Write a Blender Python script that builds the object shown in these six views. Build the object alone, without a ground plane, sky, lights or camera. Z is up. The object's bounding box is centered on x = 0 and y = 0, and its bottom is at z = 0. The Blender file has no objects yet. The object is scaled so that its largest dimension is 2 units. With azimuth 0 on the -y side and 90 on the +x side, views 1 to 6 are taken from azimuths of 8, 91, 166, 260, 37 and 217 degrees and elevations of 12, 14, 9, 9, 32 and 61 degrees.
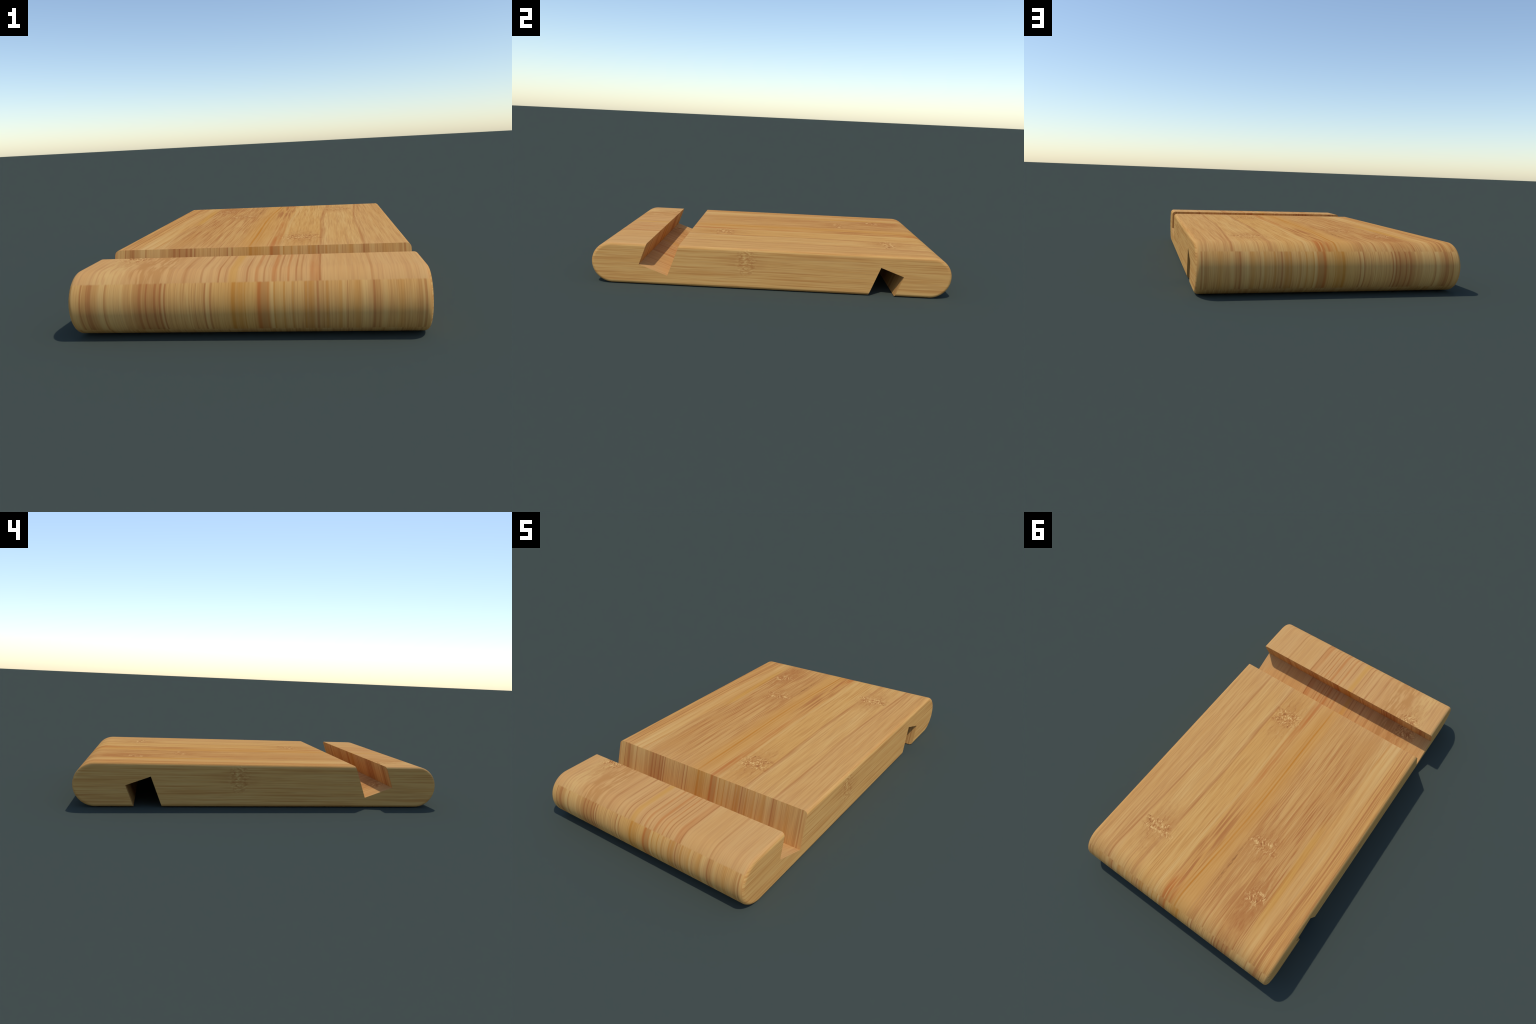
"""Bamboo phone stand: one rounded block with a tilted phone slot across the top
and a tilted cable groove across the underside.  Metres, z up, length along y."""
import bpy, bmesh, math
from mathutils import Vector

# ------------------------------------------------------------------ sizes
HALF_LENGTH = 1.0
HALF_WIDTH = 0.616
HEIGHT = 0.231
END_RADIUS = HEIGHT / 2            # both ends are full half rounds
ARC_CENTRE = HALF_LENGTH - END_RADIUS
EDGE_RADIUS = 0.019                # rounded rim between the sides and the rest
TILT = math.radians(20.0)          # lean of the slot and of the groove
ARC_STEPS, RIM_STEPS = 72, 10

SLOT_REAR_Y = -0.5120              # rear wall of the slot where it meets the top
SLOT_WIDTH = 0.1690
SLOT_FLOOR_Z = 0.0555              # lowest corner of the slot
GROOVE_TOP = (0.6045, 0.1625)      # highest corner of the groove (y, z)
GROOVE_WIDTH = 0.1385


# ------------------------------------------------------------------ geometry
def rim_ring(inset):
    """Outline of the block seen from the side, moved inwards by inset."""
    r = END_RADIUS - inset
    pts = []
    for side in (1, -1):
        for i in range(ARC_STEPS + 1):
            a = math.radians(-90 + 180 * i / ARC_STEPS)
            pts.append((side * (ARC_CENTRE + r * math.cos(a)), END_RADIUS + side * r * math.sin(a)))
    return pts


def block_bmesh():
    bm = bmesh.new()
    stations = []
    for i in range(RIM_STEPS + 1):
        t = math.pi / 2 * i / RIM_STEPS
        stations.append((HALF_WIDTH - EDGE_RADIUS + EDGE_RADIUS * math.sin(t), EDGE_RADIUS * (1 - math.cos(t))))
    stations = [(-x, d) for x, d in reversed(stations)] + stations
    rings = [[bm.verts.new((x, y, z)) for y, z in rim_ring(d)] for x, d in stations]
    for a, b in zip(rings, rings[1:]):
        n = len(a)
        for i in range(n):
            j = (i + 1) % n
            bm.faces.new((a[i], a[j], b[j], b[i]))
    bm.faces.new(rings[0])
    bm.faces.new(list(reversed(rings[-1])))
    bmesh.ops.recalc_face_normals(bm, faces=bm.faces)
    return bm


def prism(name, corners):
    """Cutter: a four-cornered section in the yz plane drawn right across x."""
    bm = bmesh.new()
    w = HALF_WIDTH + 0.2
    left = [bm.verts.new((-w, y, z)) for y, z in corners]
    right = [bm.verts.new((w, y, z)) for y, z in corners]
    for i in range(4):
        j = (i + 1) % 4
        bm.faces.new((left[i], left[j], right[j], right[i]))
    bm.faces.new(left)
    bm.faces.new(list(reversed(right)))
    bmesh.ops.recalc_face_normals(bm, faces=bm.faces)
    me = bpy.data.meshes.new(name)
    bm.to_mesh(me)
    bm.free()
    ob = bpy.data.objects.new(name, me)
    bpy.context.collection.objects.link(ob)
    return ob


UP = Vector((math.sin(TILT), math.cos(TILT)))        # along the leaning walls, upwards (y, z)
ACROSS = Vector((math.cos(TILT), -math.sin(TILT)))   # along the floors, towards the rear

slot_low = Vector((SLOT_REAR_Y - (HEIGHT - SLOT_FLOOR_Z) * math.tan(TILT), SLOT_FLOOR_Z))
slot_front = slot_low - ACROSS * SLOT_WIDTH
slot_section = [slot_low, slot_low + UP * 0.6, slot_front + UP * 0.6, slot_front]

groove_high = Vector(GROOVE_TOP)
groove_rear = groove_high + ACROSS * GROOVE_WIDTH
groove_section = [groove_high, groove_rear, groove_rear - UP * 0.5, groove_high - UP * 0.5]


def build_block():
    me = bpy.data.meshes.new("block")
    bm = block_bmesh()
    bm.to_mesh(me)
    bm.free()
    ob = bpy.data.objects.new("block", me)
    bpy.context.collection.objects.link(ob)
    cutters = [prism("slot_cutter", slot_section), prism("groove_cutter", groove_section)]
    for c in cutters:
        m = ob.modifiers.new("cut", "BOOLEAN")
        m.operation, m.object, m.solver = "DIFFERENCE", c, "EXACT"
    dg = bpy.context.evaluated_depsgraph_get()
    done = bpy.data.meshes.new_from_object(ob.evaluated_get(dg))
    for o in cutters + [ob]:
        bpy.data.objects.remove(o)
    return done


def on_line(p, a, d):
    """Distance of a face centre (y, z) from a line through a along d."""
    return abs((p.y - a[0]) * d[1] - (p.z - a[1]) * d[0])


def region_of(face):
    c, n = face.calc_center_median(), face.normal
    if abs(n.x) < 1e-3:
        wall = abs(n.y * UP[0] + n.z * UP[1]) < 1e-3
        floor = abs(n.y * ACROSS[0] + n.z * ACROSS[1]) < 1e-3
        if (wall and (on_line(c, slot_low, UP) < 1e-4)) or (floor and on_line(c, slot_low, ACROSS) < 1e-4):
            return "phone_slot"
        if wall and on_line(c, slot_front, UP) < 1e-4:
            return "phone_slot"
        if (wall and (on_line(c, groove_high, UP) < 1e-4 or on_line(c, groove_rear, UP) < 1e-4)) or \
           (floor and on_line(c, groove_high, ACROSS) < 1e-4):
            return "cable_groove"
    ahead = (c.y - slot_front[0]) * UP[1] - (c.z - slot_front[1]) * UP[0]
    return "front_lip" if ahead < 0 else "support_block"


def surface_normal(p):
    """Exact normal of the rounded block at a point of its outer skin."""
    s = max(0.0, min(1.0, (abs(p.x) - (HALF_WIDTH - EDGE_RADIUS)) / EDGE_RADIUS))
    dz = p.z - END_RADIUS
    if abs(p.y) > ARC_CENTRE:
        flat = Vector((0, p.y - math.copysign(ARC_CENTRE, p.y), dz))
    else:
        flat = Vector((0, 0, dz))
    flat = flat.normalized() if flat.length > 1e-6 else Vector((0, 0, 0))
    n = flat * math.sqrt(max(0.0, 1 - s * s)) + Vector((math.copysign(s, p.x), 0, 0))
    return n.normalized()


def split_block(done, material):
    bm = bmesh.new()
    bm.from_mesh(done)
    bmesh.ops.bisect_plane(bm, geom=bm.verts[:] + bm.edges[:] + bm.faces[:], dist=1e-5,
                           plane_co=(0, slot_front[0], slot_front[1]), plane_no=(0, UP[1], -UP[0]))
    bm.faces.ensure_lookup_table()
    groups = {}
    for f in bm.faces:
        groups.setdefault(region_of(f), []).append(f)
    objects = []
    for name in ("support_block", "front_lip", "phone_slot", "cable_groove"):
        verts, index, polys, normals = [], {}, [], []
        cut = name in ("phone_slot", "cable_groove")
        for f in groups[name]:
            poly = []
            for v in f.verts:
                if v.index not in index:
                    index[v.index] = len(verts)
                    verts.append(v.co.copy())
                poly.append(index[v.index])
                flat = cut or abs(f.normal.x) > 0.9999
                normals.append(f.normal.copy() if flat else surface_normal(v.co))
            polys.append(poly)
        me = bpy.data.meshes.new(name)
        me.from_pydata([tuple(v) for v in verts], [], polys)
        me.polygons.foreach_set("use_smooth", [True] * len(polys))
        me.materials.append(material)
        me.update()
        me.normals_split_custom_set([tuple(n) for n in normals])
        ob = bpy.data.objects.new(name, me)
        bpy.context.collection.objects.link(ob)
        objects.append(ob)
    bm.free()
    bpy.data.meshes.remove(done)
    return objects


# ------------------------------------------------------------------ material
class Field:
    """A number socket in the node tree, with arithmetic that adds Math nodes."""
    tree = None

    def __init__(self, socket):
        self.s = socket

    @staticmethod
    def math(op, *args, clamp=False):
        n = Field.tree.nodes.new("ShaderNodeMath")
        n.operation, n.use_clamp = op, clamp
        for i, a in enumerate(args):
            if isinstance(a, Field):
                Field.tree.links.new(a.s, n.inputs[i])
            else:
                n.inputs[i].default_value = a
        return Field(n.outputs[0])

    def __add__(self, o): return Field.math("ADD", self, o)
    def __radd__(self, o): return Field.math("ADD", o, self)
    def __sub__(self, o): return Field.math("SUBTRACT", self, o)
    def __rsub__(self, o): return Field.math("SUBTRACT", o, self)
    def __mul__(self, o): return Field.math("MULTIPLY", self, o)
    def __rmul__(self, o): return Field.math("MULTIPLY", o, self)
    def __truediv__(self, o): return Field.math("DIVIDE", self, o)
    def abs(self): return Field.math("ABSOLUTE", self)
    def floor(self): return Field.math("FLOOR", self)
    def sign(self): return Field.math("SIGN", self)
    def max(self, o): return Field.math("MAXIMUM", self, o)
    def min(self, o): return Field.math("MINIMUM", self, o)
    def clamp(self): return Field.math("ADD", self, 0.0, clamp=True)

    def step(self, lo, hi):
        """Smooth ramp: 0 at lo, 1 at hi (either order)."""
        n = Field.tree.nodes.new("ShaderNodeMapRange")
        n.interpolation_type = "SMOOTHSTEP"
        flip = lo > hi
        n.inputs["From Min"].default_value, n.inputs["From Max"].default_value = min(lo, hi), max(lo, hi)
        n.inputs["To Min"].default_value, n.inputs["To Max"].default_value = (1.0, 0.0) if flip else (0.0, 1.0)
        Field.tree.links.new(self.s, n.inputs["Value"])
        return Field(n.outputs["Result"])

    def band(self, centre, half, soft=0.5):
        """1 inside centre +- half, fading out over soft * half."""
        return (self - centre).abs().step(half * (1 + soft), half * (1 - soft))


def noise(u, v, w=0.0, detail=2.0, rough=0.5, distortion=0.0):
    t = Field.tree
    c = t.nodes.new("ShaderNodeCombineXYZ")
    for i, a in enumerate((u, v, w)):
        if isinstance(a, Field):
            t.links.new(a.s, c.inputs[i])
        else:
            c.inputs[i].default_value = a
    n = t.nodes.new("ShaderNodeTexNoise")
    n.inputs["Scale"].default_value = 1.0
    n.inputs["Detail"].default_value = detail
    n.inputs["Roughness"].default_value = rough
    n.inputs["Distortion"].default_value = distortion
    t.links.new(c.outputs[0], n.inputs["Vector"])
    return Field(n.outputs[0])


def mix(a, b, fac, blend="MIX"):
    t = Field.tree
    n = t.nodes.new("ShaderNodeMix")
    n.data_type, n.blend_type = "RGBA", blend
    n.clamp_factor = True
    for key, val in ((0, fac), (6, a), (7, b)):
        if isinstance(val, Field):
            t.links.new(val.s, n.inputs[key])
        elif isinstance(val, bpy.types.NodeSocket):
            t.links.new(val, n.inputs[key])
        elif key == 0:
            n.inputs[0].default_value = val
        else:
            n.inputs[key].default_value = (*val, 1.0)
    return n.outputs[2]


def wood(r, g, b):
    """Bamboo tone given as it looks on the sunlit top (8-bit), turned into base colour."""
    gain = (1.153, 1.064, 0.889)
    out = []
    for c, k in zip((r, g, b), gain):
        c /= 255.0
        out.append(k * (c / 12.92 if c <= 0.04045 else ((c + 0.055) / 1.055) ** 2.4))
    return tuple(out)


PALE = wood(206, 170, 116)
TAN = wood(199, 155, 98)
WARM = wood(193, 143, 84)
PINK = wood(191, 146, 101)
BROWN = wood(177, 127, 78)
RED_BROWN = wood(166, 108, 66)
RUST = wood(176, 104, 54)
ORANGE = wood(182, 121, 50)
HONEY = wood(196, 147, 74)
DARK = wood(122, 78, 50)

STRIP_WIDTH, STRIP_START = 0.173, -0.435     # glued bamboo strips, counted across x


def grain(u, v, seed, line=0.5, tone=0.6, wander=0.022):
    """Plain bamboo: u across the fibres, v along them.  Returns a colour and the wandering u."""
    g = u + (noise(u * 3.0, v * 1.1, seed, 1.0) - 0.5) * wander
    broad = noise(g * 22.0, v * 0.7, seed + 3.1, 2.0)
    col = mix(TAN, WARM, broad.step(0.45, 0.68) * tone)
    col = mix(col, PALE, broad.step(0.45, 0.25) * tone * 0.7)
    fibre = noise(g * 62.0, v * 1.9, seed + 7.7, 3.0, 0.6)
    col = mix(col, BROWN, fibre.step(0.50, 0.68) * line)
    col = mix(col, PALE, fibre.step(0.46, 0.30) * 0.45)
    where = noise(u * 9.0, v * 1.6, seed + 5.0, 2.0).step(0.40, 0.64)
    thin = noise(g * 125.0, v * 3.0, seed + 11.0, 2.0)
    col = mix(col, RED_BROWN, thin.step(0.53, 0.68) * (0.25 + where * 0.75) * line)
    fine = noise(g * 200.0, v * 5.5, seed + 17.0, 2.0)
    col = mix(col, BROWN, fine.step(0.50, 0.70) * 0.55)
    col = mix(col, PALE, fine.step(0.50, 0.30) * 0.45)
    return col, g


def stripes(col, u, colour, amount, rows):
    """Fibre bundles that run the whole length: (place across, half width, strength)."""
    total = None
    for c, half, k in rows:
        m = u.band(c, half, 0.6) * (k * amount)
        total = m if total is None else total.max(m)
    return mix(col, colour, total)


def ellipse(x, y, cx, cy, hx, hy):
    dx, dy = (x - cx) / hx, (y - cy) / hy
    return Field.math("SQRT", dx * dx + dy * dy)


def knots(col, x, y, rows):
    """Bamboo nodes: a crumpled band of short fibres with stirred grain either side."""
    near, core = None, None
    ragged = (noise(x * 45.0, y * 25.0, 4.0, 2.0) - 0.5) * 1.7
    for cx, cy, hx, hy in rows:
        bar = ((x - cx) / hx).abs().max(((y - cy - (x - cx) * 0.12) / hy).abs())
        m = ((bar + ellipse(x, y, cx, cy, hx, hy)) * 0.5 + ragged).step(1.25, 0.55)
        core = m if core is None else core.max(m)
        m = (ellipse(x, y, cx, cy, hx * 1.1, hy * 3.0 + 0.06) + ragged * 0.5).step(1.15, 0.2)
        near = m if near is None else near.max(m)
    sway = (noise(x * 40.0, y * 30.0, 9.0, 1.0) - 0.5) * 5.0
    stir = noise(x * 95.0 + sway * 0.45, y * 9.0, 2.0, 3.0, 0.6)
    col = mix(col, BROWN, near * 0.48)
    col = mix(col, RED_BROWN, near * stir.step(0.51, 0.66) * 0.7)
    col = mix(col, PALE, near * stir.step(0.46, 0.32) * 0.6)
    crumple = noise(x * 125.0 + sway, y * 46.0, 1.0, 2.0, 0.55, 0.5)  # embossed look of the knot, its light and dark painted into the colour
    col = mix(col, RED_BROWN, core * crumple.step(0.49, 0.62) * 0.75)
    col = mix(col, DARK, core * crumple.step(0.60, 0.74) * 0.75)
    col = mix(col, wood(218, 182, 126), core * crumple.step(0.46, 0.36) * 0.85)
    return col


def top_colour(x, y):
    strip = ((x - STRIP_START) / STRIP_WIDTH).floor()
    col, g = grain(x, y, strip * 5.3 + 1.0, 0.6, 0.7)
    main = y.step(-0.58, -0.56)                    # support block, behind the slot
    lip = 1.0 - main
    # tone of each glued strip
    for lo, hi, tone, k in ((-0.64, -0.435, WARM, 0.35), (-0.435, -0.262, BROWN, 0.42), (-0.262, -0.089, BROWN, 0.25),
                            (-0.089, 0.084, WARM, 0.35), (0.084, 0.257, HONEY, 0.16), (0.257, 0.43, PALE, 0.20),
                            (0.43, 0.64, PINK, 0.22)):
        inside = x.step(lo - 0.002, lo + 0.002) * x.step(hi + 0.002, hi - 0.002)
        col = mix(col, tone, inside * main * k)
    # red fibres of the darker strips
    rough = noise(g * 100.0, y * 2.2, 31.0, 3.0, 0.6)
    red = rough.step(0.51, 0.62)
    col = mix(col, PALE, x.band(-0.262, 0.17, 0.1) * main * rough.step(0.46, 0.36) * 0.28)
    dark_strip = x.band(-0.345, 0.085, 0.35) * y.step(-0.50, 0.0) * main
    col = mix(col, RED_BROWN, dark_strip * red * 0.85)
    col = mix(col, RED_BROWN, x.band(-0.18, 0.09, 0.3) * main * red * 0.62)
    col = mix(col, RED_BROWN, x.band(-0.56, 0.075, 0.4) * main * noise(x * 130.0, y * 0.9, 33.0, 2.0).step(0.52, 0.63) * 0.55)
    # long stripes of the support block, broken up along their length
    w = x - y.step(0.30, 0.95) * 0.035 + (noise(y * 1.8, 3.0, 0.0, 2.0) - 0.5) * 0.018
    broken = noise(x * 45.0, y * 3.2, 12.0, 2.0).step(0.34, 0.60)
    col = mix(col, wood(192, 141, 76), x.band(-0.020, 0.065, 0.7) * main * 0.30)
    col = stripes(col, w, ORANGE, main * (0.6 + broken * 0.4), ((-0.040, 0.0045, 0.90), (-0.020, 0.003, 0.50), (-0.060, 0.003, 0.35)))
    col = stripes(col, w, RUST, main * y.step(0.45, -0.1) * (0.3 + broken * 0.7), ((0.056, 0.009, 0.80), (0.076, 0.005, 0.50), (0.035, 0.003, 0.4)))
    col = mix(col, RED_BROWN, x.band(0.045, 0.045, 0.6) * y.band(0.62, 0.30, 0.6) * noise(g * 75.0, y * 3.0, 14.0, 2.0).step(0.44, 0.60) * 0.85)
    col = mix(col, RUST, x.band(0.055, 0.035, 0.6) * y.step(0.74, 0.93) * noise(x * 60.0, y * 5.0, 2.0).step(0.38, 0.58) * 0.8)
    col = stripes(col, w, RED_BROWN, main * (0.4 + broken * 0.6), ((-0.552, 0.005, 0.70), (-0.527, 0.003, 0.55), (-0.575, 0.003, 0.5),
                                                                  (0.257, 0.007, 0.62), (0.268, 0.003, 0.50), (0.430, 0.005, 0.55), (0.450, 0.003, 0.3)))
    col = stripes(col, w, PALE, main * (0.3 + broken * 0.7), ((-0.500, 0.016, 0.50), (-0.466, 0.010, 0.35), (0.095, 0.008, 0.45)))
    # pale sapwood at the front of the dark strip, honey wedge along its rear edge
    col = mix(col, PALE, x.band(-0.455, 0.060, 0.3) * y.step(0.10, -0.45) * main * noise(g * 60.0, y * 2.5, 15.0).step(0.62, 0.40) * 0.75)
    wedge = (x + 0.405 + (y - 0.16) * 0.03).abs().step(0.030, 0.006) * y.step(0.05, 0.30) * y.step(1.0, 0.6)
    col = mix(col, HONEY, wedge * 0.6)
    # front lip and slot floor
    col = mix(col, wood(199, 157, 112), y.step(-0.30, -0.75) * 0.50)
    soft = 0.70 + broken * 0.70
    col = stripes(col, w, HONEY, lip, ((-0.036, 0.014, 0.55),))
    col = stripes(col, w, RUST, lip * soft, ((0.240, 0.016, 0.38), (0.045, 0.006, 0.40), (0.105, 0.008, 0.42), (0.152, 0.004, 0.35)))
    col = stripes(col, w, RED_BROWN, lip * soft, ((0.257, 0.004, 0.65), (0.012, 0.003, 0.45), (0.070, 0.003, 0.45), (0.125, 0.003, 0.45),
                                                 (0.178, 0.003, 0.50), (0.196, 0.003, 0.4), (-0.060, 0.004, 0.45), (-0.085, 0.003, 0.5),
                                                 (-0.145, 0.004, 0.45), (-0.205, 0.007, 0.40), (0.428, 0.005, 0.35)))
    col = mix(col, TAN, x.band(0.345, 0.080, 0.3) * lip * 0.22)
    mottle = noise(x * 70.0, y * 9.0, 6.0, 2.0)
    col = mix(col, BROWN, x.band(-0.335, 0.075, 0.4) * lip * mottle.step(0.38, 0.56) * 0.7)
    col = mix(col, PALE, x.band(-0.475, 0.055, 0.5) * lip * mottle.step(0.62, 0.42) * 0.7)
    # stain around the small knot of the dark strip, worm-like dark streak beside the middle one
    stain = ellipse(x, y, -0.330, 0.745, 0.075, 0.21) + (noise(x * 30.0, y * 12.0, 8.0) - 0.5) * 1.2
    col = mix(col, BROWN, stain.step(1.1, 0.5) * 0.85)
    col = mix(col, RED_BROWN, stain.step(1.0, 0.2) * 0.30)
    col = mix(col, RED_BROWN, stain.step(1.0, 0.4) * noise(x * 95.0, y * 20.0, 3.0, 2.0, 0.5, 0.8).step(0.48, 0.62) * 0.8)
    worm = ellipse(x + (noise(y * 40.0, 1.0) - 0.5) * 0.02, y, -0.114, 0.63, 0.011, 0.20)
    col = mix(col, DARK, worm.step(1.1, 0.3) * noise(x * 160.0, y * 28.0, 5.0).step(0.42, 0.60) * 0.6)
    col = mix(col, BROWN, x.band(-0.175, 0.085, 0.4) * y.band(0.60, 0.22, 0.7) * noise(g * 80.0, y * 6.0, 16.0, 2.0).step(0.42, 0.62) * 0.7)
    col = knots(col, x, y, ((0.170, -0.305, 0.086, 0.054), (0.338, 0.682, 0.092, 0.042), (-0.205, 0.438, 0.086, 0.040),
                            (-0.337, 0.692, 0.058, 0.036), (-0.455, -0.708, 0.068, 0.038)))
    return col


def end_colour(x, z):
    """Rounded ends and the walls of slot and groove: fibres run up and down."""
    col, g = grain(x, z, 40.0, 0.40, 0.30, 0.008)
    hair = noise(x * 190.0, z * 2.0, 44.0, 2.0)
    col = mix(col, RED_BROWN, hair.step(0.54, 0.68) * 0.25)
    col = mix(col, PALE, hair.step(0.45, 0.32) * 0.25)
    w = x + (noise(x * 30.0, z * 3.0, 1.0, 1.0) - 0.5) * 0.006
    col = mix(col, HONEY, x.band(0.02, 0.11, 0.6) * 0.30)
    col = stripes(col, w, PALE, 1.0, ((-0.495, 0.011, 0.6), (-0.440, 0.030, 0.3), (-0.273, 0.004, 0.75), (-0.121, 0.005, 0.5),
                                      (0.097, 0.007, 0.65), (0.155, 0.010, 0.3), (0.240, 0.003, 0.6), (0.331, 0.006, 0.45),
                                      (0.405, 0.018, 0.4), (0.464, 0.007, 0.45), (0.584, 0.003, 0.5)))
    col = mix(col, RED_BROWN, x.band(-0.315, 0.050, 0.5) * 0.28)
    col = mix(col, RUST, x.band(0.066, 0.022, 0.5) * 0.30)
    col = mix(col, ORANGE, x.band(-0.020, 0.024, 0.5) * 0.14)
    col = stripes(col, w, BROWN, 0.9, ((-0.530, 0.022, 0.6), (-0.404, 0.010, 0.5), (-0.369, 0.012, 0.7), (-0.320, 0.030, 0.6),
                                       (0.070, 0.012, 0.8), (0.228, 0.020, 0.5), (0.435, 0.014, 0.4), (0.261, 0.008, 0.5), (0.574, 0.008, 0.5)))
    col = stripes(col, w, RED_BROWN, 0.9, ((-0.570, 0.003, 0.7), (-0.548, 0.003, 0.7), (-0.537, 0.007, 0.8), (-0.480, 0.003, 0.6),
                                            (-0.356, 0.005, 0.9), (-0.334, 0.003, 1.0), (-0.303, 0.004, 1.0), (-0.284, 0.004, 1.0),
                                            (-0.268, 0.003, 0.9), (-0.162, 0.002, 0.6), (-0.130, 0.003, 0.8), (-0.110, 0.003, 0.7),
                                            (0.248, 0.004, 0.8), (0.344, 0.002, 0.6), (0.429, 0.004, 0.8), (0.448, 0.002, 0.6),
                                            (0.591, 0.004, 0.6)))
    col = stripes(col, w, ORANGE, 0.75, ((-0.034, 0.006, 0.9), (-0.009, 0.009, 0.5), (0.007, 0.002, 0.7), (0.106, 0.003, 0.6),
                                         (0.138, 0.003, 0.6), (0.167, 0.003, 0.5), (0.209, 0.003, 0.7), (0.227, 0.008, 0.5),
                                         (0.279, 0.004, 0.5), (0.321, 0.006, 0.5), (0.378, 0.010, 0.45), (0.514, 0.010, 0.3)))
    col = stripes(col, w, RUST, 0.8, ((0.054, 0.007, 0.9), (0.085, 0.003, 0.5)))
    return col


def side_colour(s, z):
    col, g = grain(z, s, 60.0, 0.6, 0.35, 0.008)
    col = mix(col, wood(200, 162, 106), 0.35)
    streak = noise(z * 130.0, s * 1.7, 63.0, 3.0, 0.6)
    col = mix(col, WARM, streak.step(0.48, 0.58) * 0.6)
    col = mix(col, BROWN, streak.step(0.53, 0.66) * 0.75)
    col = mix(col, PALE, streak.step(0.45, 0.30) * 0.5)
    # knot reaching from the top edge to a third of the height
    rag = (noise(s * 26.0, z * 26.0, 3.0) - 0.5) * 1.0
    d = ellipse(s, z, -0.140, 0.160, 0.055, 0.085) + rag
    near = (ellipse(s, z, -0.135, 0.160, 0.17, 0.080) + rag).step(1.1, 0.2)
    col = mix(col, BROWN, near * streak.step(0.42, 0.58) * 0.5)
    crumple = noise(s * 44.0, z * 120.0, 1.0, 2.0, 0.5, 0.7)
    core = d.step(1.3, 0.4)
    col = mix(col, BROWN, core * crumple.step(0.48, 0.60) * 0.8)
    col = mix(col, RED_BROWN, core * crumple.step(0.56, 0.70) * 0.5)
    col = mix(col, wood(212, 178, 122), core * crumple.step(0.47, 0.36) * 0.6)
    return col


def bottom_colour(x, y):
    strip = ((x - STRIP_START) / STRIP_WIDTH).floor()
    col, g = grain(x, y, strip * 4.1 + 80.0, 0.6, 0.8)
    return mix(col, PINK, noise(strip * 3.0, 0.5, 2.0).step(0.4, 0.6) * 0.4)


def bamboo_material():
    m = bpy.data.materials.new("bamboo")
    m.use_nodes = True
    t = Field.tree = m.node_tree
    bsdf = t.nodes["Principled BSDF"]
    bsdf.inputs["Specular IOR Level"].default_value = 0.0     # raw, matt wood
    bsdf.inputs["Roughness"].default_value = 1.0
    pos = t.nodes.new("ShaderNodeSeparateXYZ")
    t.links.new(t.nodes.new("ShaderNodeTexCoord").outputs["Object"], pos.inputs[0])
    x, y, z = (Field(pos.outputs[i]) for i in range(3))
    nrm = t.nodes.new("ShaderNodeSeparateXYZ")
    t.links.new(t.nodes.new("ShaderNodeNewGeometry").outputs["Normal"], nrm.inputs[0])
    nx, ny, nz = (Field(nrm.outputs[i]) for i in range(3))
    # which cut through the bamboo shows: along the strips, across their ends, or their edge
    wobble = (noise(x * 55.0, 0.0, 0.0, 3.0) - 0.5) * 0.09
    lying = (nz.abs() - ny.abs() + wobble).step(-0.05, 0.05)
    edge = (nx.abs() - ny.abs().max(nz.abs()) + wobble * 0.5).step(-0.06, 0.06)
    flat = mix(bottom_colour(x, y), top_colour(x, y), nz.step(-0.01, 0.01))
    col = mix(end_colour(x, z), flat, lying)
    col = mix(col, side_colour(y * x.sign(), z), edge)
    t.links.new(col, bsdf.inputs["Base Color"])
    return m


stand = bpy.data.objects.new("phone_stand", None)
stand.empty_display_size = 0.2
bpy.context.collection.objects.link(stand)
stand["label"] = "low rounded bamboo block phone stand with tilted slot"
stand["category"] = "phone stand"

wood = bamboo_material()
for part in split_block(build_block(), wood):
    part.parent = stand
